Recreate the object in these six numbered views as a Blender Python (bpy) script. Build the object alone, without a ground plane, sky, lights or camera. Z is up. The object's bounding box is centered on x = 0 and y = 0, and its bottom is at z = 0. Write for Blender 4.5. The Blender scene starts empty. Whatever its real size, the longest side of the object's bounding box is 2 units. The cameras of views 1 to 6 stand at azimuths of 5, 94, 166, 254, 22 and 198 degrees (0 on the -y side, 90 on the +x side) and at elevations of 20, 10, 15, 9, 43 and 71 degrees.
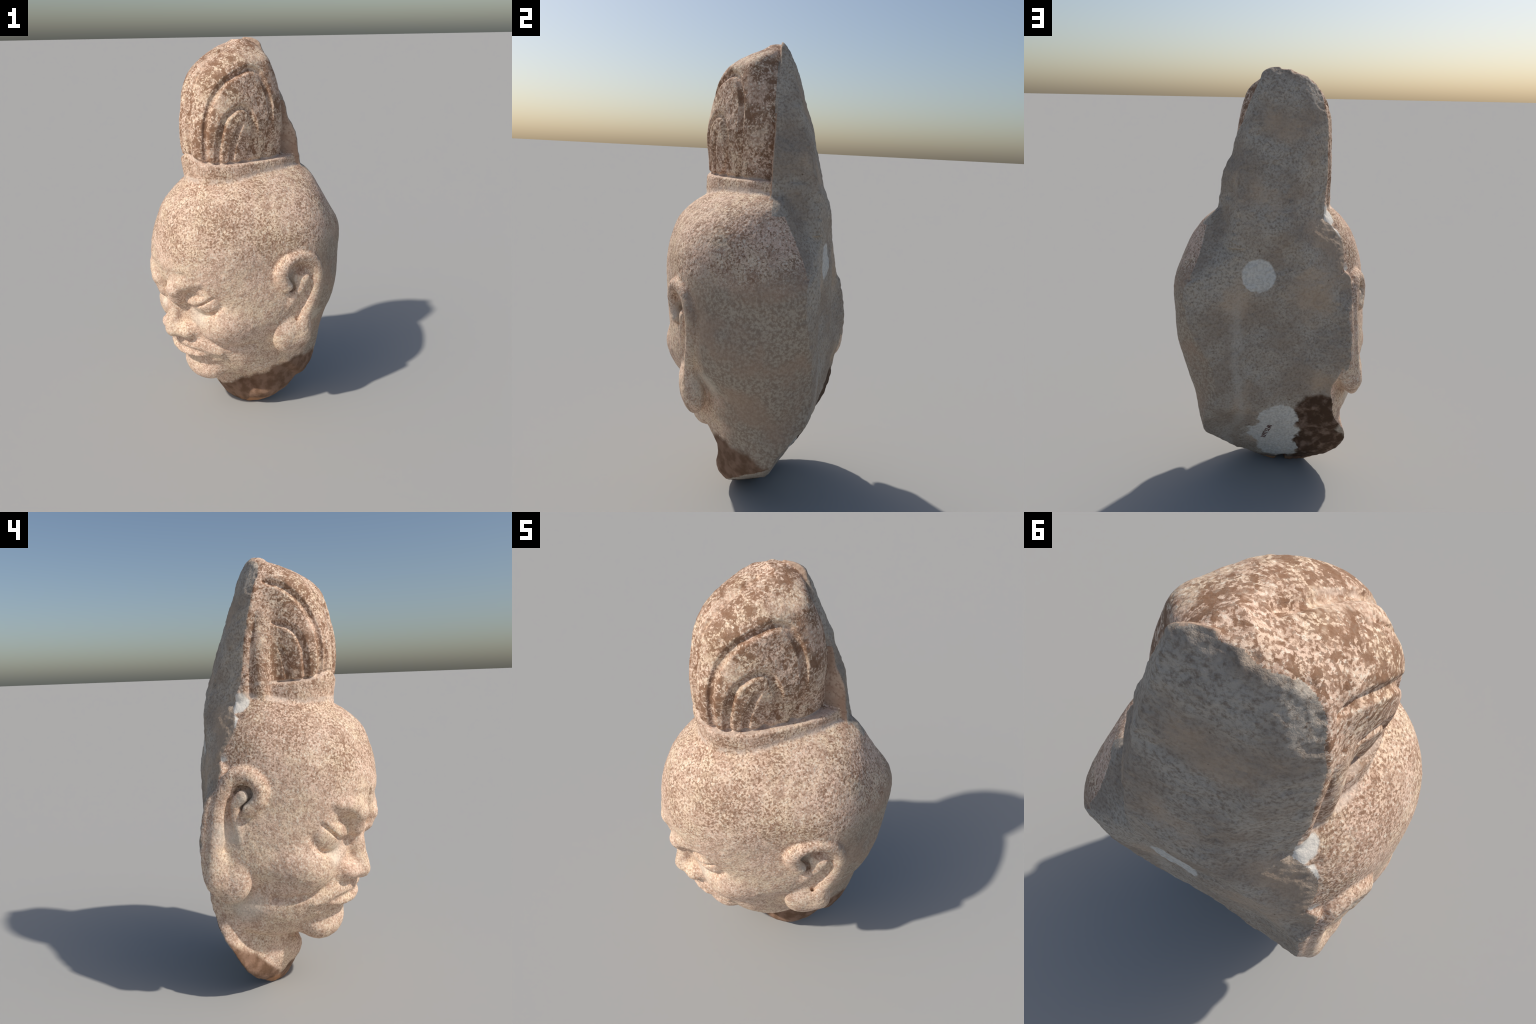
import numpy as np
# ------------------------------------------------------------------ frame
# The figure looks along azimuth -45 degrees.  Head frame: a = toward the
# figure's left, b = forward (out of the face), z = up.
R2 = np.sqrt(.5)
OX, OY = -.02, .054

def tohead(P):
    x = P[..., 0] - OX
    y = P[..., 1] - OY
    return (x - y) * R2, -(x + y) * R2, P[..., 2]

def toworld(a, b, z):
    return np.stack([OX + (a - b) * R2, OY - (a + b) * R2, z + 0 * a], -1)

# ------------------------------------------------------------------ field tools
def smin(p, q, k):
    h = np.maximum(k - np.abs(p - q), 0) / k
    return np.minimum(p, q) - h * h * k * .25

def smax(p, q, k):
    return -smin(-p, -q, k)

def ellipsoid(a, b, z, c, r):
    x, y, w = (a - c[0]) / r[0], (b - c[1]) / r[1], (z - c[2]) / r[2]
    k0 = np.sqrt(x * x + y * y + w * w) + 1e-9
    k1 = np.sqrt((x / r[0]) ** 2 + (y / r[1]) ** 2 + (w / r[2]) ** 2) + 1e-9
    return k0 * (k0 - 1) / k1

def chain(a, b, z, pts, squash=1.):
    """Round rope through points (a, b, z, radius)."""
    d = None
    for p, q in zip(pts[:-1], pts[1:]):
        v = np.array(q[:3]) - np.array(p[:3])
        t = np.clip(((a - p[0]) * v[0] + (b - p[1]) * v[1] + (z - p[2]) * v[2]) / (v @ v + 1e-12), 0, 1)
        e = np.sqrt((a - p[0] - t * v[0]) ** 2 + (b - p[1] - t * v[1]) ** 2 + (z - p[2] - t * v[2]) ** 2) - (p[3] + t * (q[3] - p[3]))
        d = e if d is None else np.minimum(d, e)
    return d

def spline(xs, ys, x):
    """Monotone-ish cubic Hermite curve through control points: value and slope."""
    xs, ys = np.asarray(xs, float), np.asarray(ys, float)
    m = np.gradient(ys, xs)
    x = np.clip(x, xs[0], xs[-1])
    i = np.clip(np.searchsorted(xs, x) - 1, 0, len(xs) - 2)
    h = xs[i + 1] - xs[i]
    t = (x - xs[i]) / h
    y0, y1, m0, m1 = ys[i], ys[i + 1], m[i] * h, m[i + 1] * h
    t2, t3 = t * t, t ** 3
    v = y0 * (2 * t3 - 3 * t2 + 1) + m0 * (t3 - 2 * t2 + t) + y1 * (3 * t2 - 2 * t3) + m1 * (t3 - t2)
    s = (y0 * (6 * t2 - 6 * t) + m0 * (3 * t2 - 4 * t + 1) + y1 * (6 * t - 6 * t2) + m1 * (3 * t2 - 2 * t)) / h
    return v, s

def loft(a, b, z, zs, w, f, g, b0, a0, n, gr=None):
    """Stack of superellipse sections: half width w, front reach f, back reach g."""
    W, dW = spline(zs, w, z)
    F, dF = spline(zs, f, z)
    G, dG = spline(zs, g, z)
    u = np.abs(a - a0) / W
    q = b - b0
    fr = q > 0
    if gr is not None:
        H, dH = spline(zs, gr, z)
        G, dG = np.where(a < a0, H, G), np.where(a < a0, dH, dG)
    D = np.where(fr, F, G)
    dD = np.where(fr, dF, dG)
    n = np.where(fr, n[0], n[1])
    v = np.abs(q) / D
    s = u ** n + v ** n + 1e-9
    rho = s ** (1 / n)
    k = s ** (1 / n - 1)
    ga = u ** (n - 1) / W * k
    gb = v ** (n - 1) / D * k
    gz = k * (u ** n * dW / W + v ** n * dD / D)
    return (rho - 1) / np.maximum(np.sqrt(ga ** 2 + gb ** 2 + gz ** 2), 1.2)

def half(P, az, el, p):
    A, E = np.radians(az), np.radians(el)
    n = np.array([np.cos(A) * np.cos(E), np.sin(A) * np.cos(E), np.sin(E)])
    return (P - np.array(p)) @ n

# ------------------------------------------------------------------ measures
HEAD_Z = [.15, .25, .35, .45, .55, .65, .75, .90, 1.05, 1.15, 1.25, 1.33, 1.40, 1.46]
HEAD_W = [0.232, 0.284, 0.327, 0.358, 0.366, 0.408, 0.412, 0.39, 0.382, 0.360, 0.318, 0.262, 0.179, 0.131]
HEAD_F = [0.12, 0.225, 0.33, 0.408, 0.455, 0.46, 0.478, 0.545, 0.543, 0.514, 0.460, 0.345, 0.182, 0.058]
HEAD_G = [0.299, 0.354, 0.381, 0.378, 0.392, 0.405, 0.436, 0.476, 0.467, 0.405, 0.348, 0.313, 0.28, 0.215]
SLAB_Z = [1.20, 1.364, 1.46, 1.54, 1.62, 1.70, 1.78, 1.876, 1.95, 1.985, 2.0]
SLAB_X = [0.328, 0.291, 0.274, 0.26, 0.222, 0.202, 0.165, 0.128, 0.093, 0.074, 0.04]
HEAD_N = (2.15, 3.2)
NECK_Z = [-.05, .10, .20, .30, .42, .55]
NECK_W = [0.096, 0.291, 0.35, 0.336, 0.327, 0.305]
NECK_F = [0.120, 0.178, 0.140, 0.13, 0.153, 0.196]
NECK_G = [0.248, 0.339, 0.398, 0.413, 0.391, 0.351]
KNOT_Z = [1.30, 1.40, 1.50, 1.60, 1.70, 1.78, 1.85, 1.91, 1.95, 1.975, 1.995]
KNOT_W = [0.14, 0.158, 0.171, 0.187, 0.187, 0.182, 0.172, 0.151, 0.105, 0.06, 0.03]
KNOT_F = [0.345, 0.335, 0.347, 0.345, 0.326, 0.304, 0.265, 0.187, 0.110, 0.045, 0.02]
KNOT_G = [0.18, 0.18, 0.178, 0.175, 0.168, 0.15, 0.12, 0.09, 0.084, 0.071, 0.02]
KNOT_N = [2.773, 2.721]
RING_Z = [1.28, 1.35, 1.38, 1.43, 1.50]
RING_W = [.200, .199, .198, .190, .182]
RING_F = [.332, .334, .338, .346, .348]
RING_G = [.30, .30, .30, .30, .30]
# broken faces in the world frame: azimuth (0 = +x, 90 = +y), elevation, point
BREAK = [
    (75.8, -2.2, (0.242, 0.322, 0.869)),  # great back face
    (75.9, 3.9, (0.239, 0.309, 0.870)),  # facet towards the left ear
    (83.2, 17.5, (-0.001, 0.199, 1.699)),  # back of the topknot
    (87.4, 36.1, (0.000, 0.089, 1.988)),  # shard at the peak
    (76.2, -34.5, (0.001, 0.266, 0.296)),  # underside of the neck
    (20.4, -57.7, (0.273, 0.019, 0.156)),  # underside, left
]
HEAD_A = [0.053, 0.022, -0.008, -0.012, 0.0, -0.002, 0.004, 0.012, 0.022, 0.028, 0.03, 0.02, -0.01, -0.015]
KNOT_H = [.46, .46, .46, .46, .46, .45, .42, .34, .24, .14, .04]   # right of the middle
KNOT_A = [0.012, 0.022, 0.02, 0.021, 0.018, 0.013, 0.014, 0.01, -0.003, -0.005, -0.0]
NECK_A = [-0.012, -0.048, -0.09, -0.061, -0.028, 0.004]
JAW = [0.235, 0.38, 0.983]
BEVEL = (58., 32., (0.402, 0.150, 1.240))


def flowing(pts, k=3):
    """Catmull-Rom curve through control points."""
    p = np.array([pts[0], *pts, pts[-1]], float)
    out = []
    for i in range(1, len(p) - 2):
        for t in np.arange(k) / k:
            out.append(.5 * (2 * p[i] + (p[i + 1] - p[i - 1]) * t + (2 * p[i - 1] - 5 * p[i] + 4 * p[i + 1] - p[i + 2]) * t * t + (3 * p[i] - p[i - 1] - 3 * p[i + 1] + p[i + 2]) * t ** 3))
    return [tuple(q) for q in out] + [tuple(pts[-1])]

def rows(pts, r):
    """Control points (a, b, z) with one radius, or radii running from r[0] to r[1]."""
    rr = np.linspace(r[0], r[1], len(pts)) if isinstance(r, tuple) else [r] * len(pts)
    return [(*p, q) for p, q in zip(pts, rr)]

# carved strands of the topknot, left side and right side (a, b, z)
GROOVES = [
    ([(.044, .350, 1.480), (.035, .348, 1.62), (.032, .312, 1.767), (.033, .244, 1.869), (.023, .178, 1.919), (.014, .095, 1.961)], .013),
    ([(-.040, .345, 1.470), (-.034, .345, 1.62), (-.03, .31, 1.767), (-.02, .244, 1.869)], .007),
    ([(.119, .306, 1.43), (.125, .316, 1.581), (.132, .283, 1.718), (.155, .211, 1.81), (.170, .134, 1.846), (.173, .078, 1.861), (.184, .027, 1.837),
      (.198, -.009, 1.763), (.202, -.024, 1.693), (.207, -.024, 1.624), (.201, -.017, 1.528), (.194, .004, 1.44)], .0145),
    ([(.151, .260, 1.424), (.162, .260, 1.533), (.175, .240, 1.628), (.184, .199, 1.674), (.194, .147, 1.693), (.201, .106, 1.672), (.207, .082, 1.62),
      (.205, .072, 1.562), (.195, .086, 1.492), (.186, .131, 1.425)], .0145),
    ([(.173, .197, 1.418), (.182, .192, 1.504), (.194, .175, 1.573), (.199, .157, 1.608)], .013),
    ([(-.15, .04, 1.875), (-.153, .087, 1.865), (-.140, .161, 1.85), (-.128, .215, 1.815), (-.109, .264, 1.765), (-.09, .297, 1.702), (-.074, .319, 1.64), (-.07, .325, 1.564),
      (-.066, .322, 1.497), (-.065, .316, 1.438)], .014),
    ([(-.147, .115, 1.430), (-.155, .111, 1.528), (-.164, .114, 1.618), (-.164, .127, 1.684), (-.160, .156, 1.686), (-.149, .200, 1.675), (-.136, .238, 1.651),
      (-.125, .262, 1.61), (-.115, .275, 1.561), (-.108, .276, 1.498), (-.101, .276, 1.435)], .0135),
    ([(-.152, .178, 1.579), (-.144, .194, 1.547), (-.139, .195, 1.502), (-.129, .209, 1.43)], .012),
]
EAR_L = dict(
    side=1, slope=(-.241, .115, .352),
    helix=[(.075, .834), (.106, .889), (.102, .941), (.064, .980), (.005, .986), (-.052, .958), (-.086, .903), (-.093, .827), (-.080, .755), (-.059, .690), (-.043, .636), (-.040, .571), (-.040, .517)],
    rim=(.031, .034), lobe=(.006, .528, .098, .104, -.018),
    anti=[(-.02, .862), (-.006, .816), (.026, .761), (.047, .722)],
    concha=[(-.001, .925), (.045, .906), (.053, .859), (.037, .815)],
    groove=[(-.056, .811), (-.027, .73), (-.008, .671), (-.003, .594)], slit=[(.071, .79), (.067, .715)],
    disc=(.012, .875, .105, .11), stem=[(-.01, .84, .085), (.022, .60, .075), (.005, .53, .07)])
EAR_R = dict(
    side=-1, slope=(-.20, -.09, .482),
    helix=[(.120, .905), (.160, .945), (.168, .990), (.146, 1.03), (.100, 1.055), (.050, 1.045), (.012, .995), (-.010, .917), (-.018, .846), (-.024, .76), (-.028, .67), (-.022, .59)],
    rim=(.031, .042), lobe=(.028, .592, .090, .100, -.024),
    anti=[(.092, .965), (.055, .925), (.060, .864), (.076, .808), (.084, .751)],
    concha=[(.055, .985), (.105, .985), (.125, .945), (.098, .915)],
    groove=[(.034, .94), (.021, .877), (.02, .806), (.014, .734)], slit=[(.105, .875), (.115, .80)],
    back=[(-.02, 1.06, .04), (-.045, .95, .05), (-.06, .84, .055), (-.065, .72, .055), (-.05, .62, .05)],
    disc=(.075, .95, .10, .10), stem=[(.03, .92, .08), (.028, .66, .075), (.02, .59, .065)])

def ear_field(a, b, z, f, E):
    s = E['side'] * a
    k = E['slope']
    t = s - (k[0] * b + k[1] * z + k[2])          # height over the ear's plane
    c = E['disc']
    flat = np.sqrt(((b - c[0]) / c[2]) ** 2 + ((z - c[1]) / c[3]) ** 2)
    flat = (flat - 1) * min(c[2], c[3])
    zero = 0 * b
    flat = smin(flat, chain(b, z, zero, [(p[0], p[1], 0, p[2]) for p in E['stem']]), .03)
    plate = smax(flat, t + .016, .025)
    plate = np.maximum(plate, .12 - s)
    r0, r1 = E['rim']
    n = 2 * len(E['helix']) - 1
    rope = chain(b, z, t, [(p[0], p[1], -.008, r0 + (r1 - r0) * i / (n - 1)) for i, p in enumerate(flowing(E['helix'], 2))])
    lobe = ellipsoid(b, z, t, (E['lobe'][0], E['lobe'][1], E['lobe'][4]), (E['lobe'][2], E['lobe'][3], .046))
    anti = chain(b, z, t, [(p[0], p[1], -.014, .036 - .005 * i) for i, p in enumerate(E['anti'])])
    ear = smin(plate, anti, .018)
    if 'back' in E:
        ear = smin(ear, chain(b, z, t, [(p[0], p[1], -.035, p[2]) for p in E['back']]), .03)
    concha = chain(b, z, t, [(p[0], p[1], -.020, .026) for p in E['concha']])
    ear = smax(ear, -concha, .012)
    ear = smin(ear, rope, .010)
    ear = smin(ear, lobe, .05)
    ear = smax(ear, -chain(b, z, t, [(p[0], p[1], -.004, .014 - .002 * i) for i, p in enumerate(E['groove'])]), .014)
    ear = smax(ear, -chain(b, z, t, [(p[0], p[1], -.012, .007) for p in E['slit']]), .008)
    return ear, concha

def front(u, z, M):
    """How far forward the plain skull reaches at width u and height z."""
    W, F = spline(HEAD_Z, M['HEAD_W'], z)[0], spline(HEAD_Z, M['HEAD_F'], z)[0]
    return -.02 + F * (1 - (u / W) ** HEAD_N[0]) ** (1 / HEAD_N[0])

def face_field(a, b, z, f, M):
    """Brows, eyes, nose, cheeks, mouth and chin laid on the smooth skull."""
    u = np.abs(a)
    zb = z - np.where(a < 0, .022, -.005) * np.clip((z - .72) / .1, 0, 1)   # the right brow sits higher

    def lay(*pts):                       # (width, height, rise over the skull, radius)
        return [(p[0], float(front(p[0], p[1], M)) + p[2], p[1], p[3]) for p in pts]

    def mound(c, rise, r, zz=None):      # ellipsoid that rises over the skull at (width, height)
        return ellipsoid(u, b, z if zz is None else zz, (c[0], float(front(c[0], c[1], M)) + rise - r[1], c[1]), r)

    # chin and muzzle
    f = smin(f, ellipsoid(u, b, z, (0, .280, .322), (.150, .098, .096)), .045)
    f = smin(f, ellipsoid(u, b, z, (0, .30, .475), (.20, .125, .10)), .06)
    # full cheeks that end in a sharp fold
    f = smin(f, mound((.195, .638), .022, (.135, .15, .118)), .06)
    fold = chain(u, b, z, lay((.142, .600, .016, .009), (.160, .566, .015, .010), (.200, .532, .015, .011), (.250, .508, .013, .010), (.300, .502, .009, .008), (.34, .515, .004, .004)))
    f = smax(f, -fold, .032)
    # eye socket, eyeball and lids
    f = smax(f, -mound((.165, .768), .110, (.110, .062, .070), zb), .03)
    f = smax(f, -chain(u, b, zb, lay((.085, .722, .016, .010), (.120, .706, .008, .014), (.170, .690, .004, .015), (.225, .715, .004, .013), (.265, .760, .004, .008))), .03)
    ball = mound((.155, .772), .002, (.108, .09, .080), zb)
    lid = chain(u, b, zb, lay((.092, .757, -.010, .011), (.145, .768, -.003, .012), (.200, .800, -.003, .010), (.240, .828, -.006, .007)))
    eye = smin(ball, lid, .02)
    f = smin(f, eye, .012)
    f = smax(f, -chain(u, b, zb, lay((.095, .735, -.004, .006), (.145, .741, .006, .007), (.200, .774, .008, .007), (.250, .810, .006, .005))), .010)
    f = smin(f, mound((.112, .795), -.012, (.05, .05, .042), zb), .03)
    # knotted brows, hooked over the eyes
    brow = chain(u, b, zb, lay((.054, .790, .000, .046), (.066, .840, -.018, .058), (.100, .868, -.030, .050), (.145, .885, -.034, .038), (.185, .892, -.034, .028)))
    f = smin(f, brow, .018)
    f = smax(f, -chain(u, b, zb, lay((0, .92, .006, .008), (0, .86, .012, .012), (0, .80, .010, .014))), .035)
    f = smax(f, -chain(u, b, zb, lay((.010, .82, .030, .008), (.014, .88, .024, .010), (.040, .915, .020, .010), (.090, .930, .014, .009), (.150, .930, .010, .006))), .025)
    f = smax(f, -chain(u, b, zb, lay((.135, .815, .022, .010), (.175, .838, .018, .011), (.22, .855, .014, .007))), .04)
    # nose
    nose = chain(u, b, z, [(0, .440, .775, .046), (0, .458, .66, .044), (0, .474, .585, .047)])
    wing = ellipsoid(u, b, z, (.076, .430, .588), (.054, .060, .043))
    nose = smin(nose, wing, .045)
    nose = smax(nose, .522 + .12 * (.5 - b) - z, .014)
    f = smin(f, nose, .028)
    f = smax(f, -chain(u, b, z, [(.085, .475, .640, .006), (.118, .465, .625, .008), (.138, .445, .595, .009), (.140, .435, .565, .008)]), .016)
    f = smax(f, -chain(u, b, z, [(0, .480, .507, .012), (.06, .472, .507, .014), (.115, .450, .530, .012)]), .016)
    # mouth: full lips with pulled-down corners
    upper = chain(u, b, z, [(0, .418, .495, .028), (.06, .410, .507, .037), (.12, .389, .507, .037), (.168, .361, .492, .027), (.212, .338, .466, .012)])
    lower = chain(u, b, z, [(0, .420, .447, .029), (.06, .412, .451, .030), (.11, .394, .449, .026), (.150, .372, .443, .014)])
    f = smin(f, upper, .022)
    f = smin(f, lower, .016)
    f = smax(f, -chain(u, b, z, [(0, .455, .472, .008), (.07, .446, .476, .009), (.13, .424, .472, .009), (.19, .392, .458, .011), (.228, .370, .450, .011)]), .012)
    f = smax(f, -chain(u, b, z, [(0, .420, .398, .018), (.08, .408, .402, .020), (.15, .385, .412, .021), (.215, .36, .432, .018)]), .03)
    return f, dict(nose=nose, eye=eye, brow=brow, lip=np.minimum(upper, lower))

def on_knot(p, M):
    """Slide a control point onto the plain topknot: sideways on its flanks, forward on its front."""
    a, b, z = p
    W, F = float(spline(KNOT_Z, M['KNOT_W'], z)[0]), float(spline(KNOT_Z, M['KNOT_F'], z)[0])
    a0 = float(spline(KNOT_Z, M['KNOT_A'], z)[0])
    n = M['KNOT_N'][0]
    if abs(a - a0) < .55 * W:
        return (a, F * (1 - (abs(a - a0) / W) ** n) ** (1 / n), z)
    if b < 0:
        return (a0 + np.sign(a) * W, b, z)
    return (a0 + np.sign(a) * W * (1 - min(b / F, .97) ** n) ** (1 / n), b, z)

def knot_field(a, b, z, P, M):
    knot = loft(a, b, z, KNOT_Z, M['KNOT_W'], M['KNOT_F'], M['KNOT_G'], 0, spline(KNOT_Z, M['KNOT_A'], z)[0], M['KNOT_N'], M['KNOT_H'])
    knot = np.maximum(knot, np.maximum(1.28 - z, z - 1.99))
    for pts, r in GROOVES:
        knot = smax(knot, -chain(a, b, z, rows(flowing([on_knot(p, M) for p in pts], 2), r)), .010)
    # hair band: a low collar that peaks over the brow
    top = 1.425 + .045 * np.exp(-(a / .09) ** 2) * (b > 0)
    ring = loft(a, b, z, RING_Z, RING_W, RING_F, RING_G, 0, .020, (2.5, 2.6), RING_G)
    band = smax(ring, z - top, .014)
    knot = smax(knot, -np.hypot(knot, z - top - .006) + .007, .008)
    # plain strip between the strands and the broken edge, right side
    strip = chain(a, b, z, [(-.185, .005, 1.38, .05), (-.180, .02, 1.55, .05), (-.172, .035, 1.68, .05), (-.160, .045, 1.76, .05), (-.130, .045, 1.85, .045), (-.09, .03, 1.90, .04)])
    strip = np.minimum(strip, chain(a, b, z, [(-.165, .085, 1.38, .045), (-.168, .085, 1.60, .045), (-.155, .085, 1.72, .04)]))
    fill = chain(a, b, z, [(-.15, -.07, 1.30, .085), (-.14, -.06, 1.60, .085), (-.12, -.02, 1.75, .06)])
    knot = smin(smin(knot, strip, .05), fill, .04)
    return knot, np.maximum(band, 1.28 - z)

def slab_field(P, z, M):
    x, y = P[..., 0], P[..., 1]
    slab = smax(.073 - y, (x - spline(SLAB_Z, M['SLAB_X'], z)[0] + .30 * (y - .08)) * .93, .015)
    side = (x - spline(SLAB_Z, M['SLAB_X'], z)[0] + .30 * (y - .08)) * .93
    return np.maximum(np.maximum(slab, -x), np.maximum(1.2 - z, z - 2.0)), side

# hollows (-) and swellings (+): x, y, z, reach level, reach up, height
DENTS = [
    (.03, .345, 1.17, .09, .09, -.020),
    (-.11, .36, 1.14, .10, .10, -.022),
    (-.14, .39, .90, .14, .18, -.040),
    (.17, .34, .87, .12, .16, -.032),
    (.36, .28, .97, .08, .20, .018),
    (.36, .20, .34, .12, .10, -.018),
    (.06, .34, .62, .14, .14, -.018),
    (-.15, .40, .54, .10, .10, -.028),
    (-.05, .33, .44, .30, .07, -.026),
    (.0, .15, .12, .25, .12, .022),
    (-.19, .23, .17, .13, .12, .026),
]
SWELLS = [
    (.38, -.20, .99, .17, .26, .066),
    (.33, -.18, 1.21, .15, .14, .016),
    (.20, -.30, 1.16, .14, .15, .022),
    (.43, -.10, .78, .12, .16, .018),
    (.28, -.27, 1.06, .12, .12, .014),
    (-.055, -.28, .36, .11, .08, .015),
    (.42, -.10, .65, .15, .20, .010),
    (.42, .15, .62, .10, .15, .014),
    (.42, .05, 1.18, .12, .12, -.010),
    (-.26, .30, 1.18, .16, .14, .012),
    (-.33, .18, 1.20, .14, .13, .018),
]

def swell(P, rows_):
    v = 0
    for x, y, zc, r, rz, hgt in rows_:
        v = v + hgt * np.exp(-((P[..., 0] - x) ** 2 + (P[..., 1] - y) ** 2) / r ** 2 - ((P[..., 2] - zc) / rz) ** 2)
    return v

FLANK_Z = [.70, .85, .97, 1.134, 1.349, 1.437, 1.662, 1.76, 1.844, 1.885, 1.95, 2.0]   # right flank of the break
FLANK_D = [.60, .56, .47, .397, .288, .268, .246, .226, .200, .178, .140, .115]

def breaks(P, M):
    d = None
    for az, el, p in M['BREAK']:
        h = half(P, az, el, p)
        d = h if d is None else smax(d, h, .012)
    A = np.radians(112.)
    flank = P[..., 0] * np.cos(A) + P[..., 1] * np.sin(A) - spline(FLANK_Z, M['FLANK_D'], P[..., 2])[0]
    d = smax(d, flank * .95, .02)
    return d - swell(P, DENTS)

def field(P, M=None, parts=None):
    """Signed distance of the whole stone; parts collects the pieces' own fields."""
    M = M or globals()
    a, b, z = tohead(P)
    skull = loft(a, b, z, HEAD_Z, M['HEAD_W'], M['HEAD_F'], M['HEAD_G'], -.02, spline(HEAD_Z, M['HEAD_A'], z)[0], HEAD_N)
    j = M['JAW']
    f = smax(np.maximum(skull, z - 1.46), j[0] - z + j[1] * np.clip(np.abs(a) / .2, .05, 1) * np.minimum(.25 - b, .25) - j[2] * np.maximum(-b, 0), .06)
    f = f - swell(P, SWELLS)
    out = dict(nose=1., eye=1., brow=1., lip=1., ear_l=1., ear_r=1., knot=1., band=1., slab=1., side=-1.)
    full = {k: np.full(len(z), v) for k, v in out.items()} if parts is not None else {}
    m = (b > .18) & (z > .15) & (z < 1.05) & (np.abs(a) < .40)
    if m.any():
        f[m], d = face_field(a[m], b[m], z[m], f[m], M)
        if parts is not None:
            for k, v in d.items():
                full[k][m] = v
    neck = loft(a, b, z, NECK_Z, M['NECK_W'], M['NECK_F'], M['NECK_G'], -.05, spline(NECK_Z, M['NECK_A'], z)[0], (2.2, 2.2))
    neck = smin(np.maximum(neck, z - .5), ellipsoid(a, b, z, (-.07, .045, .15), (.10, .09, .135)), .04)
    neck = smin(neck, chain(a, b, z, [(-.03, .108, .17, .07), (-.12, .075, .20, .085), (-.17, .05, .26, .09)]), .07)
    bare = f
    f = smin(f, neck, .03)
    bevel = half(P, *M['BEVEL'])
    f = smax(f, bevel, .012)
    for key, E in (('ear_l', EAR_L), ('ear_r', EAR_R)):
        m = (E['side'] * a > .25) & (np.abs(b) < .30) & (z > .38) & (z < 1.16)
        if m.any():
            ear, cut = ear_field(a[m], b[m], z[m], f[m], E)
            f[m] = smin(smax(f[m], -cut, .01), ear, .012)
            if parts is not None:
                full[key][m] = ear
    m = z > 1.22
    if m.any():
        knot, band = knot_field(a[m], b[m], z[m], P[m], M)
        slab, side = slab_field(P[m], z[m], M)
        t = smin(smin(knot, band, .006), slab, .01)
        f[m] = smin(f[m], t, .012)
        if parts is not None:
            full['knot'][m] = knot
            full['band'][m] = band
            full['slab'][m] = slab
            full['side'][m] = np.where(slab < smin(knot, band, .006) + .001, side, -1)
    brk = breaks(P, M)
    if parts is not None:
        parts.update(full, neck=neck, bare=bare, brk=brk, solid=f, bevel=bevel)
    f = smax(f, brk, .010)
    # slot sawn into the underside for a mount
    slot = np.maximum(np.maximum(np.abs(P[..., 0] + .032) - .027, z - .062), np.abs(P[..., 1] - .14) - .11)
    f = np.maximum(f, -slot)
    return smax(f, -z, .008)

# ------------------------------------------------------------------ stone grain (value noise)
def lattice(i, j, k, seed):
    h = (i * 374761393 + j * 668265263 + k * 2147483647 + seed * 1274126177) & 0xFFFFFFFF
    h = ((h ^ (h >> 13)) * 1274126177) & 0xFFFFFFFF
    return ((h ^ (h >> 16)) & 0xFFFFF) / float(0xFFFFF) * 2 - 1

def noise(P, size, seed=0):
    q = P / size + 100.
    i = np.floor(q).astype(np.int64)
    t = q - i
    t = t * t * (3 - 2 * t)
    v = 0
    for dx in (0, 1):
        for dy in (0, 1):
            for dz in (0, 1):
                w = (t[:, 0] if dx else 1 - t[:, 0]) * (t[:, 1] if dy else 1 - t[:, 1]) * (t[:, 2] if dz else 1 - t[:, 2])
                v = v + w * lattice(i[:, 0] + dx, i[:, 1] + dy, i[:, 2] + dz, seed)
    return v

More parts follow.
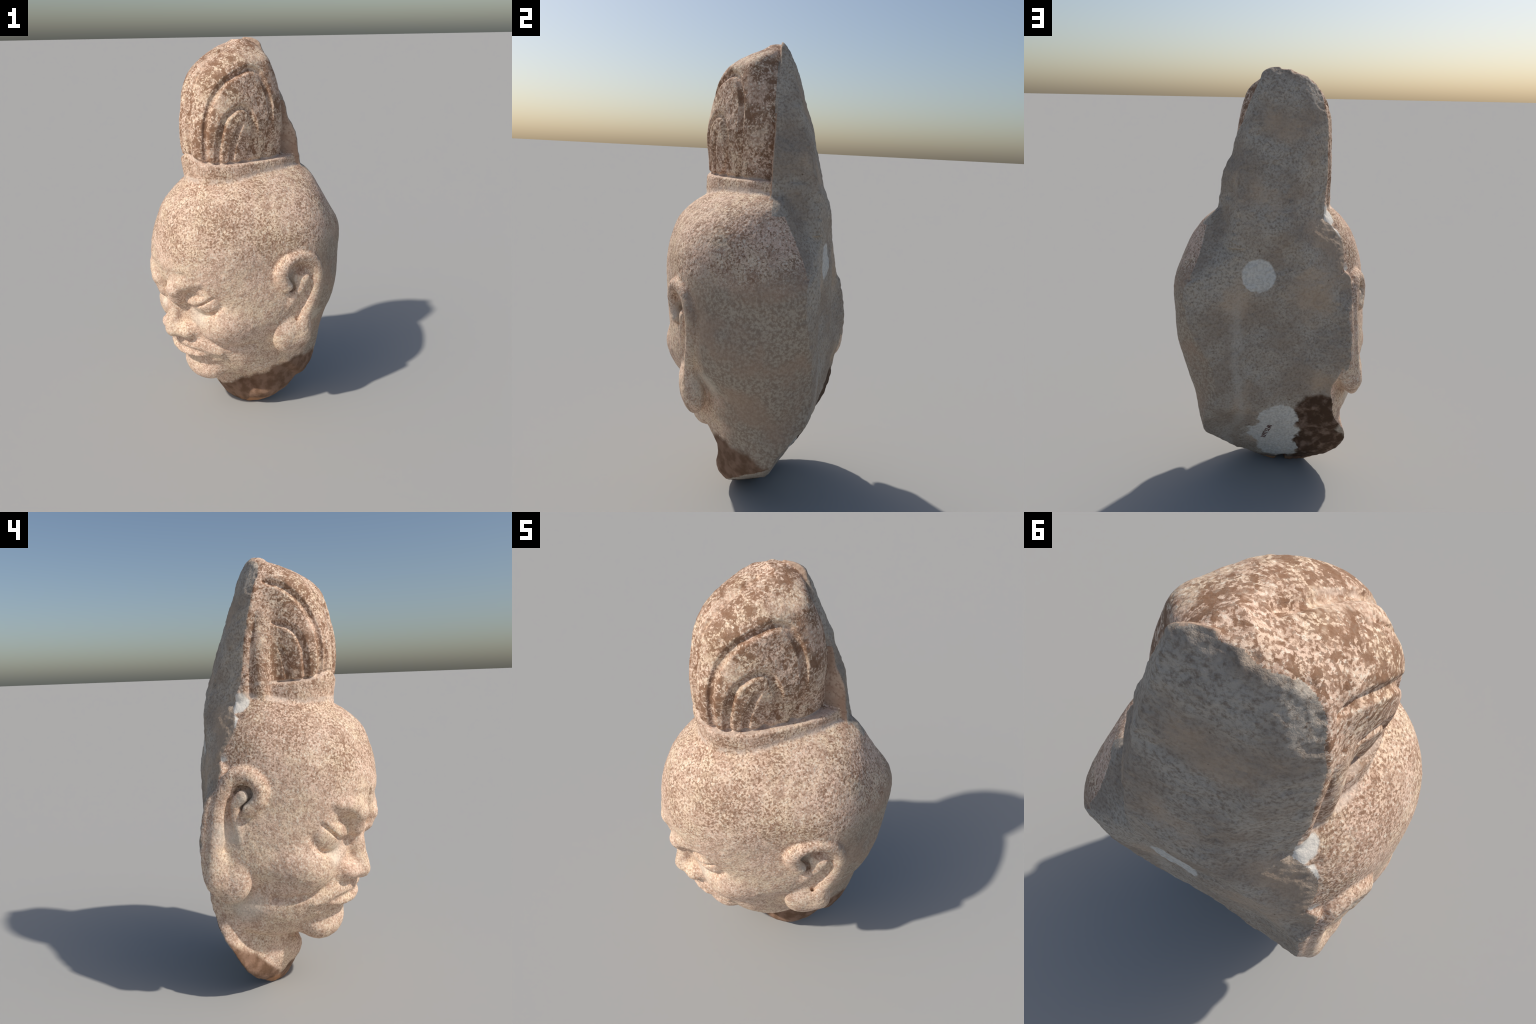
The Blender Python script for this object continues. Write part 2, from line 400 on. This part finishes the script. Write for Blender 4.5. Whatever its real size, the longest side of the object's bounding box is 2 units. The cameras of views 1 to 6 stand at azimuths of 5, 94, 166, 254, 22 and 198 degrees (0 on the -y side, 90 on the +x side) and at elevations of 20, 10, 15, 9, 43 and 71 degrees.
# ------------------------------------------------------------------ surface of the field
def extract(step):
    lo = np.array([-.54, -.50, -.03])
    hi = np.array([.54, .50, 2.04])
    k = 6
    n = np.ceil((hi - lo) / (step * k)).astype(int)
    big = step * k
    cx = [lo[i] + (np.arange(n[i]) + .5) * big for i in range(3)]
    C = np.stack(np.meshgrid(*cx, indexing='ij'), -1).reshape(-1, 3)
    fc = field(C).reshape(n)
    near = np.abs(fc) < big * 1.9
    N = n * k
    V = np.repeat(np.repeat(np.repeat(fc.astype(np.float32), k, 0), k, 1), k, 2)
    ids = np.argwhere(near)
    off = np.stack(np.meshgrid(*[np.arange(k)] * 3, indexing='ij'), -1).reshape(1, -1, 3)
    for s in range(0, len(ids), 2500):
        I = (ids[s:s + 2500, None] * k + off).reshape(-1, 3)
        V[I[:, 0], I[:, 1], I[:, 2]] = field(lo + (I + .5) * step)
    S = V < 0
    # surface nets: one vertex for every cell whose corners differ
    c = [S[dx:N[0] - 1 + dx, dy:N[1] - 1 + dy, dz:N[2] - 1 + dz] for dx in (0, 1) for dy in (0, 1) for dz in (0, 1)]
    tot = sum(q.astype(np.int8) for q in c)
    cells = np.argwhere((tot > 0) & (tot < 8))
    index = np.full(tuple(N - 1), -1, np.int32)
    index[tuple(cells.T)] = np.arange(len(cells))
    acc = np.zeros((len(cells), 3))
    cnt = np.zeros(len(cells))
    corner = [(dx, dy, dz) for dx in (0, 1) for dy in (0, 1) for dz in (0, 1)]
    for p in range(8):
        for q in range(p + 1, 8):
            if sum(abs(u - v) for u, v in zip(corner[p], corner[q])) != 1:
                continue
            A = V[tuple((cells + corner[p]).T)]
            B = V[tuple((cells + corner[q]).T)]
            m = (A < 0) != (B < 0)
            t = A[m] / (A[m] - B[m])
            acc[m] += np.array(corner[p]) + t[:, None] * (np.array(corner[q]) - np.array(corner[p]))
            cnt[m] += 1
    verts = lo + (cells + acc / cnt[:, None] + .5) * step
    quads = []
    for ax in range(3):
        e = [0, 0, 0]
        e[ax] = 1
        A = S[:N[0] - e[0], :N[1] - e[1], :N[2] - e[2]]
        B = S[e[0]:, e[1]:, e[2]:]
        E = np.argwhere(A != B)
        a1, a2 = (ax + 1) % 3, (ax + 2) % 3
        E = E[(E[:, a1] > 0) & (E[:, a2] > 0)]
        E = E[(E[:, a1] < N[a1] - 1) & (E[:, a2] < N[a2] - 1)]
        o1 = np.eye(3, dtype=int)[a1]
        o2 = np.eye(3, dtype=int)[a2]
        Q = np.stack([index[tuple(x.T)] for x in (E - o1 - o2, E - o2, E, E - o1)], 1)
        flip = ~S[tuple(E.T)]
        Q[flip] = Q[flip][:, ::-1]
        quads.append(Q)
    quads = np.concatenate(quads)
    quads = quads[(quads >= 0).all(1)]
    return verts, quads

def gradient(P, h=.0015):
    k = np.array([(1, -1, -1), (-1, -1, 1), (-1, 1, -1), (1, 1, 1)], float)
    g = sum(d * field(P + d * h)[:, None] for d in k) / (4 * h)
    return g

def vertex_normals(V, Q):
    n = np.cross(V[Q[:, 2]] - V[Q[:, 0]], V[Q[:, 3]] - V[Q[:, 1]])
    N = np.zeros_like(V)
    for i in range(4):
        for k in range(3):
            N[:, k] += np.bincount(Q[:, i], n[:, k], len(V))
    return N / (np.linalg.norm(N, axis=1)[:, None] + 1e-12)

STEP = .0048
V, Q = extract(STEP)
for _ in range(2):
    g = gradient(V)
    l = (g * g).sum(1)
    d = field(V) / np.maximum(l, .15)
    V = V - np.clip(d, -.004, .004)[:, None] * g
N = vertex_normals(V, Q)

parts = {}
field(V, parts=parts)
rough = np.clip((parts['brk'] - parts['solid'] + .006) / .012, 0, 1)        # 1 on broken stone
a, b, z = tohead(V)
low = np.clip((.30 - z) / .15, 0, 1)
rough = np.maximum(rough, .6 * low)
rough = np.maximum(rough, np.clip((parts['bevel'] + .006) / .012, 0, 1) * (z < 1.42))
rough = np.maximum(rough, np.clip((parts['side'] + .01) / .012, 0, 1) * (parts['slab'] < .01))
hairy = np.clip(-parts['knot'] / .02 + 1, 0, 1) * (z > 1.44)
lump = .0045 * noise(V, .11, 1) + .0030 * noise(V, .045, 2) + .0022 * noise(V, .02, 3) + .0012 * noise(V, .010, 4)
skin = .0018 * noise(V, .09, 5) + .0010 * noise(V, .022, 6) + .0007 * noise(V, .010, 7)
chip = np.minimum(0, noise(V, .03, 9) + .15) * .010 * np.exp(-((parts['brk'] - parts['solid']) / .014) ** 2)
V = V + N * (rough * lump + (1 - rough) * skin + chip)[:, None]
V[:, 2] = np.maximum(V[:, 2], 0)
N = vertex_normals(V, Q)

# ------------------------------------------------------------------ which faces belong to which part
F = {k: v[Q].mean(1) for k, v in parts.items()}
ca, cb, cz = (q[Q].mean(1) for q in (a, b, z))
label = np.full(len(Q), 'head', dtype='U20')
label[(np.abs(cb - .27) < .16) & (cz < .40) & (np.abs(ca) < .19) & (cb > .19)] = 'chin'
label[F['lip'] < .006] = 'mouth'
label[F['nose'] < .006] = 'nose'
eye = F['eye'] < .004
brow = F['brow'] < .004
label[eye & (ca > 0)] = 'eye'
label[eye & (ca <= 0)] = 'eye.001'
label[brow & (ca > 0)] = 'eyebrow'
label[brow & (ca <= 0)] = 'eyebrow.001'
label[(F['neck'] < F['bare'] + .004) & (cz < .5)] = 'neck'
label[F['ear_l'] < .006] = 'ear'
label[F['ear_r'] < .006] = 'ear.001'
up = cz > 1.30
label[up & (F['slab'] < np.minimum(F['knot'], F['band']) + .002) & (F['slab'] < .004)] = 'back_slab'
label[up & (F['band'] < .004) & (F['band'] <= F['knot'] + .001)] = 'hair_band'
label[up & (F['knot'] < .004) & (label != 'hair_band') & (label != 'back_slab') & (cz > 1.38)] = 'topknot'
label[(F['brk'] > F['solid'] - .001) | ((F['bevel'] > -.003) & (V[Q].mean(1)[:, 1] > .10) & (np.minimum(F['knot'], F['slab']) > .004)) | ((F['side'] > -.004) & (F['slab'] < .006))] = 'broken_back'
wx, wy = V[Q].mean(1)[:, 0], V[Q].mean(1)[:, 1]
label[up & (((wy > .085) & (wx > .06)) | ((cz > 1.70) & (wy > .065) & (wx > .09)))] = 'broken_back'
label[(cz > 1.30) & (wy > .205) & (wx > -.18)] = 'broken_back'
label[(label == 'broken_back') & (cz < .035)] = 'neck'

# ------------------------------------------------------------------ materials
import bpy

def srgb(r, g, b):
    return tuple((c / 255 / 12.92 if c / 255 <= .04045 else ((c / 255 + .055) / 1.055) ** 2.4) for c in (r, g, b)) + (1,)

class Nodes:
    """Small helper to write node graphs as expressions."""
    def __init__(self, name):
        self.mat = bpy.data.materials.new(name)
        self.mat.use_nodes = True
        self.t = self.mat.node_tree
        self.t.nodes.clear()
        self.co = self.t.nodes.new('ShaderNodeTexCoord').outputs['Object']

    def put(self, sock, v):
        if isinstance(v, bpy.types.NodeSocket):
            self.t.links.new(v, sock)
        else:
            sock.default_value = v

    def math(self, op, x, y=0., clamp=False):
        n = self.t.nodes.new('ShaderNodeMath')
        n.operation = op
        n.use_clamp = clamp
        self.put(n.inputs[0], x)
        self.put(n.inputs[1], y)
        return n.outputs[0]

    def noise(self, scale, detail=3., rough=.55, vec=None, out='Fac', warp=0.):
        n = self.t.nodes.new('ShaderNodeTexNoise')
        n.inputs['Scale'].default_value = scale
        n.inputs['Detail'].default_value = detail
        n.inputs['Roughness'].default_value = rough
        n.inputs['Distortion'].default_value = warp
        self.t.links.new(vec or self.co, n.inputs['Vector'])
        return n.outputs[out]

    def ramp(self, x, lo, hi, to_lo=0., to_hi=1., smooth=True):
        n = self.t.nodes.new('ShaderNodeMapRange')
        n.interpolation_type = 'SMOOTHSTEP' if smooth else 'LINEAR'
        self.put(n.inputs['Value'], x)
        self.put(n.inputs['From Min'], lo)
        self.put(n.inputs['From Max'], hi)
        self.put(n.inputs['To Min'], to_lo)
        self.put(n.inputs['To Max'], to_hi)
        return n.outputs['Result']

    def mix(self, fac, x, y, blend='MIX'):
        n = self.t.nodes.new('ShaderNodeMix')
        n.data_type = 'RGBA'
        n.blend_type = blend
        self.put(n.inputs['Factor'], fac)
        self.put(n.inputs['A'], x)
        self.put(n.inputs['B'], y)
        return n.outputs['Result']

    def xyz(self, vec=None):
        n = self.t.nodes.new('ShaderNodeSeparateXYZ')
        self.t.links.new(vec or self.co, n.inputs[0])
        return n.outputs[0], n.outputs[1], n.outputs[2]

    def headframe(self):
        x, y, z = self.xyz()
        x = self.math('ADD', x, -OX)
        y = self.math('ADD', y, -OY)
        a = self.math('MULTIPLY', self.math('SUBTRACT', x, y), R2)
        b = self.math('MULTIPLY', self.math('ADD', x, y), -R2)
        return a, b, z

    def spot(self, p, r, soft=.35, wob=.25, freq=14.):
        """1 inside a lumpy ball round a head-frame point, 0 outside."""
        q = toworld(np.array(p[0]), np.array(p[1]), np.array(p[2]))
        m = self.t.nodes.new('ShaderNodeVectorMath')
        m.operation = 'SUBTRACT'
        self.t.links.new(self.co, m.inputs[0])
        m.inputs[1].default_value = tuple(float(v) for v in q)
        s = self.t.nodes.new('ShaderNodeVectorMath')
        s.operation = 'LENGTH'
        self.t.links.new(m.outputs[0], s.inputs[0])
        d = self.math('DIVIDE', s.outputs['Value'], r)
        d = self.math('ADD', d, self.math('MULTIPLY', self.math('SUBTRACT', self.noise(freq, 3), .5), wob * 2))
        return self.ramp(d, 1 + soft / 2, 1 - soft / 2)

    def most(self, *v):
        r = v[0]
        for q in v[1:]:
            r = self.math('MAXIMUM', r, q)
        return r

    def finish(self, colour, rough, height, strength=.5, dist=.004):
        b = self.t.nodes.new('ShaderNodeBsdfPrincipled')
        self.put(b.inputs['Base Color'], colour)
        self.put(b.inputs['Roughness'], rough)
        b.inputs['Specular IOR Level'].default_value = .25
        n = self.t.nodes.new('ShaderNodeBump')
        n.inputs['Strength'].default_value = strength
        n.inputs['Distance'].default_value = dist
        self.put(n.inputs['Height'], height)
        self.t.links.new(n.outputs[0], b.inputs['Normal'])
        o = self.t.nodes.new('ShaderNodeOutputMaterial')
        self.t.links.new(b.outputs[0], o.inputs[0])
        return self.mat

def carved_stone():
    n = Nodes('carved_stone')
    a, b, z = n.headframe()
    pale = n.mix(n.ramp(n.noise(7, 4), .35, .65), srgb(230, 203, 174), srgb(230, 197, 174))
    pale = n.mix(n.ramp(n.noise(26, 4), .42, .66), pale, srgb(202, 170, 147))
    # grain: small dark and light crystals everywhere
    grain = n.noise(118, 4, .6, warp=.3)
    pale = n.mix(n.math('MULTIPLY', n.ramp(grain, .51, .62), .62), pale, srgb(162, 128, 104))
    pale = n.mix(n.math('MULTIPLY', n.ramp(grain, .46, .36), .75), pale, srgb(240, 226, 205))
    # greyer, plainer stone on the side behind the left ear
    x, y, zz = n.xyz()
    wob = n.math('MULTIPLY', n.math('SUBTRACT', n.noise(8, 4), .5), .22)
    flank = n.math('MULTIPLY', n.ramp(n.math('ADD', n.math('ADD', x, n.math('MULTIPLY', y, .45)), wob), .24, .36), n.ramp(n.math('ADD', z, wob), 1.14, .98))
    plain = n.mix(n.ramp(n.noise(80, 4, .65), .38, .62), srgb(186, 170, 151), srgb(150, 131, 114))
    plain = n.mix(n.math('MULTIPLY', n.ramp(n.noise(5, 3), .45, .62), .6), plain, srgb(176, 148, 126))
    pale = n.mix(flank, pale, plain)
    # iron-brown speckle, dense on the crown and the topknot, thin on the face
    crown = n.ramp(z, .80, 1.15)
    knot = n.ramp(z, 1.40, 1.46)
    patch = n.ramp(n.noise(5, 3), .38, .62)
    dens = n.math('ADD', n.math('MULTIPLY', crown, .085), n.math('MULTIPLY', patch, .09))
    dens = n.math('ADD', dens, n.math('MULTIPLY', knot, .05))
    fine = n.noise(105, 4, .6, warp=.25)
    blot = n.noise(38, 5, .62, warp=.35)
    cut_f = n.math('SUBTRACT', .62, n.math('MULTIPLY', dens, .8))
    sp = n.ramp(fine, cut_f, n.math('ADD', cut_f, .06))
    cut_b = n.math('SUBTRACT', .655, n.math('MULTIPLY', dens, .75))
    sb = n.math('MULTIPLY', n.ramp(blot, cut_b, n.math('ADD', cut_b, .04)), n.ramp(knot, 0, 1, .4, 1))
    speck = n.math('MULTIPLY', n.most(n.math('MULTIPLY', sp, .75), n.math('MULTIPLY', sb, .9)), n.math('MULTIPLY', n.ramp(crown, 0, 1, .55, .95), n.ramp(flank, 0, 1, 1, .3)))
    bare = n.math('MULTIPLY', n.ramp(n.noise(9, 4, .6), .53, .62), n.ramp(knot, 0, 1, .25, .75))
    speck = n.math('MULTIPLY', speck, n.math('SUBTRACT', 1., bare))
    brown = n.mix(n.noise(20, 2), srgb(106, 75, 50), srgb(144, 102, 74))
    col = n.mix(speck, pale, brown)
    # chalky remains in the hollows
    chalk = n.most(
        n.spot((-.37, .105, .955), .045, .5, .5, 30.), n.spot((-.40, .03, .80), .06, 1., .6, 20.),
        n.spot((.42, .05, .86), .045, .6, .5, 30.), n.spot((.40, -.12, .60), .06, 1., .5, 20.),
        n.spot((-.36, .08, .47), .07, 1.2, .6, 16.), n.spot((.16, .42, .69), .05, 1.2, .5, 20.), n.spot((-.16, .42, .69), .05, 1.2, .5, 20.))
    col = n.mix(n.math('MULTIPLY', chalk, .5), col, srgb(220, 210, 192))
    lime = n.most(n.spot((-.240, .005, 1.345), .050, .3, .5, 22.), n.spot((-.285, .0, 1.265), .034, .3, .5, 26.), n.spot((-.33, .0, 1.12), .030, .4, .6, 26.))
    col = n.mix(n.math('MULTIPLY', lime, .85), col, srgb(238, 232, 220))
    # lime in the seams above and below the hair band
    bow = n.math('MULTIPLY', n.math('POWER', 2.718, n.math('MULTIPLY', n.math('MULTIPLY', a, a), -123.)), n.ramp(b, -.01, .01))
    top = n.math('ADD', 1.430, n.math('MULTIPLY', bow, .045))
    seam = n.most(n.ramp(n.math('ABSOLUTE', n.math('SUBTRACT', z, top)), .011, .003),
                  n.ramp(n.math('ABSOLUTE', n.math('SUBTRACT', z, n.math('ADD', 1.352, n.math('MULTIPLY', n.ramp(b, .25, 0), .030)))), .018, .005))
    thread = n.math('MULTIPLY', n.ramp(n.math('ABSOLUTE', n.math('SUBTRACT', a, .040)), .007, .002), n.math('MULTIPLY', n.ramp(b, .14, .2), n.ramp(z, 1.465, 1.48)))
    seam = n.most(seam, n.math('MULTIPLY', thread, .9))
    seam = n.math('MULTIPLY', seam, n.ramp(n.noise(26, 3), .36, .56))
    col = n.mix(n.math('MULTIPLY', seam, .6), col, srgb(226, 206, 188))
    # soil-brown stump of the neck
    left = n.math('ADD', .115, n.math('ADD', n.math('MULTIPLY', a, .35), n.math('MULTIPLY', a, a)))
    right = n.math('ADD', .03, n.math('MULTIPLY', n.math('MAXIMUM', n.math('SUBTRACT', n.math('MULTIPLY', a, -1.), .10), 0.), .9))
    line = n.mix(n.ramp(a, -.15, -.06), right, left)
    edge = n.math('SUBTRACT', n.math('ADD', z, n.math('MULTIPLY', n.math('SUBTRACT', n.noise(9, 4), .5), .10)), line)
    soil = n.ramp(edge, .022, -.012)
    soil = n.math('MULTIPLY', soil, n.ramp(n.math('ADD', b, n.math('MULTIPLY', n.noise(12, 2), .05)), .27, .21))
    earth = n.mix(n.ramp(n.noise(22, 4), .35, .65), srgb(112, 84, 64), srgb(142, 112, 92))
    earth = n.mix(n.math('MULTIPLY', n.ramp(z, .07, .03), n.ramp(n.noise(9, 3), .5, .6)), earth, srgb(168, 124, 90))
    col = n.mix(soil, col, earth)
    h = n.math('ADD', n.noise(110, 4, .6), n.math('MULTIPLY', n.noise(40, 3), .8))
    return n.finish(col, .82, h, .55, .004)

def broken_stone():
    n = Nodes('broken_stone')
    a, b, z = n.headframe()
    grey = n.mix(n.ramp(n.noise(6, 4), .35, .65), srgb(172, 155, 138), srgb(196, 183, 167))
    grey = n.mix(n.ramp(n.noise(95, 5, .68), .40, .72), grey, srgb(142, 125, 109))
    grey = n.mix(n.math('MULTIPLY', n.ramp(n.noise(3.3, 3), .52, .66), .5), grey, srgb(200, 172, 145))
    # a pale seam and small pits
    x, y, zz = n.xyz()
    vein = n.math('MULTIPLY', n.ramp(n.math('ABSOLUTE', n.math('ADD', n.math('SUBTRACT', x, .235), n.math('MULTIPLY', n.math('SUBTRACT', n.noise(4, 4), .5), .16))), .030, .004), n.ramp(z, 1.05, .9))
    grey = n.mix(n.math('MULTIPLY', vein, .2), grey, srgb(222, 214, 202))
    grey = n.mix(n.math('MULTIPLY', n.ramp(n.noise(34, 2), .72, .76), .8), grey, srgb(110, 88, 70))
    # pale plaster discs left by the old mount
    plug = n.spot((-.079, -.308, 1.098), .078, .12, .16, 24.)
    low = n.most(n.spot((-.13, -.21, .37), .095, .12, .4, 20.), n.spot((-.08, -.17, .27), .120, .12, .4, 20.), n.spot((-.06, -.09, .16), .105, .12, .4, 20.))
    plast = n.mix(n.ramp(n.noise(90, 3), .4, .65), srgb(222, 216, 206), srgb(202, 195, 185))
    col = n.mix(plug, grey, plast)
    # dark stain on the right of the neck
    dark = n.most(n.spot((-.29, -.10, .40), .13, .2, .25), n.spot((-.24, .0, .22), .14, .2, .25), n.spot((-.20, .08, .08), .14, .2, .25))
    soil = n.mix(n.ramp(n.noise(24, 4), .45, .7), srgb(82, 60, 44), srgb(132, 108, 92))
    col = n.mix(dark, col, soil)
    col = n.mix(low, col, plast)
    rim = n.ramp(z, .09, .03)
    col = n.mix(n.math('MULTIPLY', rim, .8), col, soil)
    h = n.math('ADD', n.noise(90, 5, .65), n.math('MULTIPLY', n.noise(28, 4), 1.2))
    return n.finish(col, .9, h, .7, .006)

def slab_stone():
    n = Nodes('slab_stone')
    col = n.mix(n.ramp(n.noise(10, 4), .35, .65), srgb(176, 146, 124), srgb(198, 172, 150))
    col = n.mix(n.math('MULTIPLY', n.ramp(n.noise(100, 4), .5, .66), .6), col, srgb(144, 112, 92))
    return n.finish(col, .86, n.noise(70, 5, .6), .6, .005)

# ------------------------------------------------------------------ objects
carved = carved_stone()
broken = broken_stone()
root = bpy.data.objects.new('stone_head', None)
root['label'] = 'broken stone head with tall topknot, scowling face, long ears'
root['category'] = 'sculpture'
bpy.context.scene.collection.objects.link(root)
for name in np.unique(label):
    name = str(name)
    q = Q[label == name]
    used, inv = np.unique(q, return_inverse=True)
    me = bpy.data.meshes.new(name)
    me.from_pydata(V[used].tolist(), [], inv.reshape(-1, 4).tolist())
    me.polygons.foreach_set('use_smooth', [True] * len(me.polygons))
    me.materials.append(broken if name == 'broken_back' else slab_stone() if name == 'back_slab' else carved)
    me.update()
    me.normals_split_custom_set_from_vertices(N[used].tolist())
    ob = bpy.data.objects.new(name, me)
    ob.parent = root
    bpy.context.scene.collection.objects.link(ob)

# ------------------------------------------------------------------ painted inventory number under the neck
ink = Nodes('number_paint')
ink = ink.finish(ink.mix(ink.noise(200, 2), srgb(86, 54, 48), srgb(122, 88, 80)), .85, ink.noise(120), .2, .001)
curve = bpy.data.curves.new('inventory_number', 'FONT')
curve.body = '1097 52.40'
curve.size = .034
curve.align_x = 'CENTER'
curve.align_y = 'CENTER'
curve.resolution_u = 2
tmp = bpy.data.objects.new('inventory_number', curve)
bpy.context.scene.collection.objects.link(tmp)
bpy.context.view_layer.update()
me = bpy.data.meshes.new_from_object(tmp.evaluated_get(bpy.context.evaluated_depsgraph_get()))
bpy.data.objects.remove(tmp)
me.name = 'inventory_number'
start, end = np.array([.092, .198, .213]), np.array([.063, .275, .336])
mid = (start + end) / 2
ex = (end - start) / np.linalg.norm(end - start)
near = np.argmin(((V - mid) ** 2).sum(1))
ez = N[near] - ex * (N[near] @ ex)
ez /= np.linalg.norm(ez)
ey = np.cross(ez, ex)
pts = np.array([v.co[:] for v in me.vertices])
pts = mid + pts[:, :1] * ex * .78 + pts[:, 1:2] * ey
local = np.where(((V - mid) ** 2).sum(1) < .15 ** 2)[0]
idx = np.array([local[np.argmin(((V[local] - p) ** 2).sum(1))] for p in pts])
pts = pts + ez * (((V[idx] - pts) @ ez) + .0022)[:, None]
for v, p in zip(me.vertices, pts):
    v.co = p
me.materials.append(ink)
ob = bpy.data.objects.new('inventory_number', me)
solid = ob.modifiers.new('paint', 'SOLIDIFY')
solid.thickness = .002
solid.offset = -1
ob.parent = root
bpy.context.scene.collection.objects.link(ob)
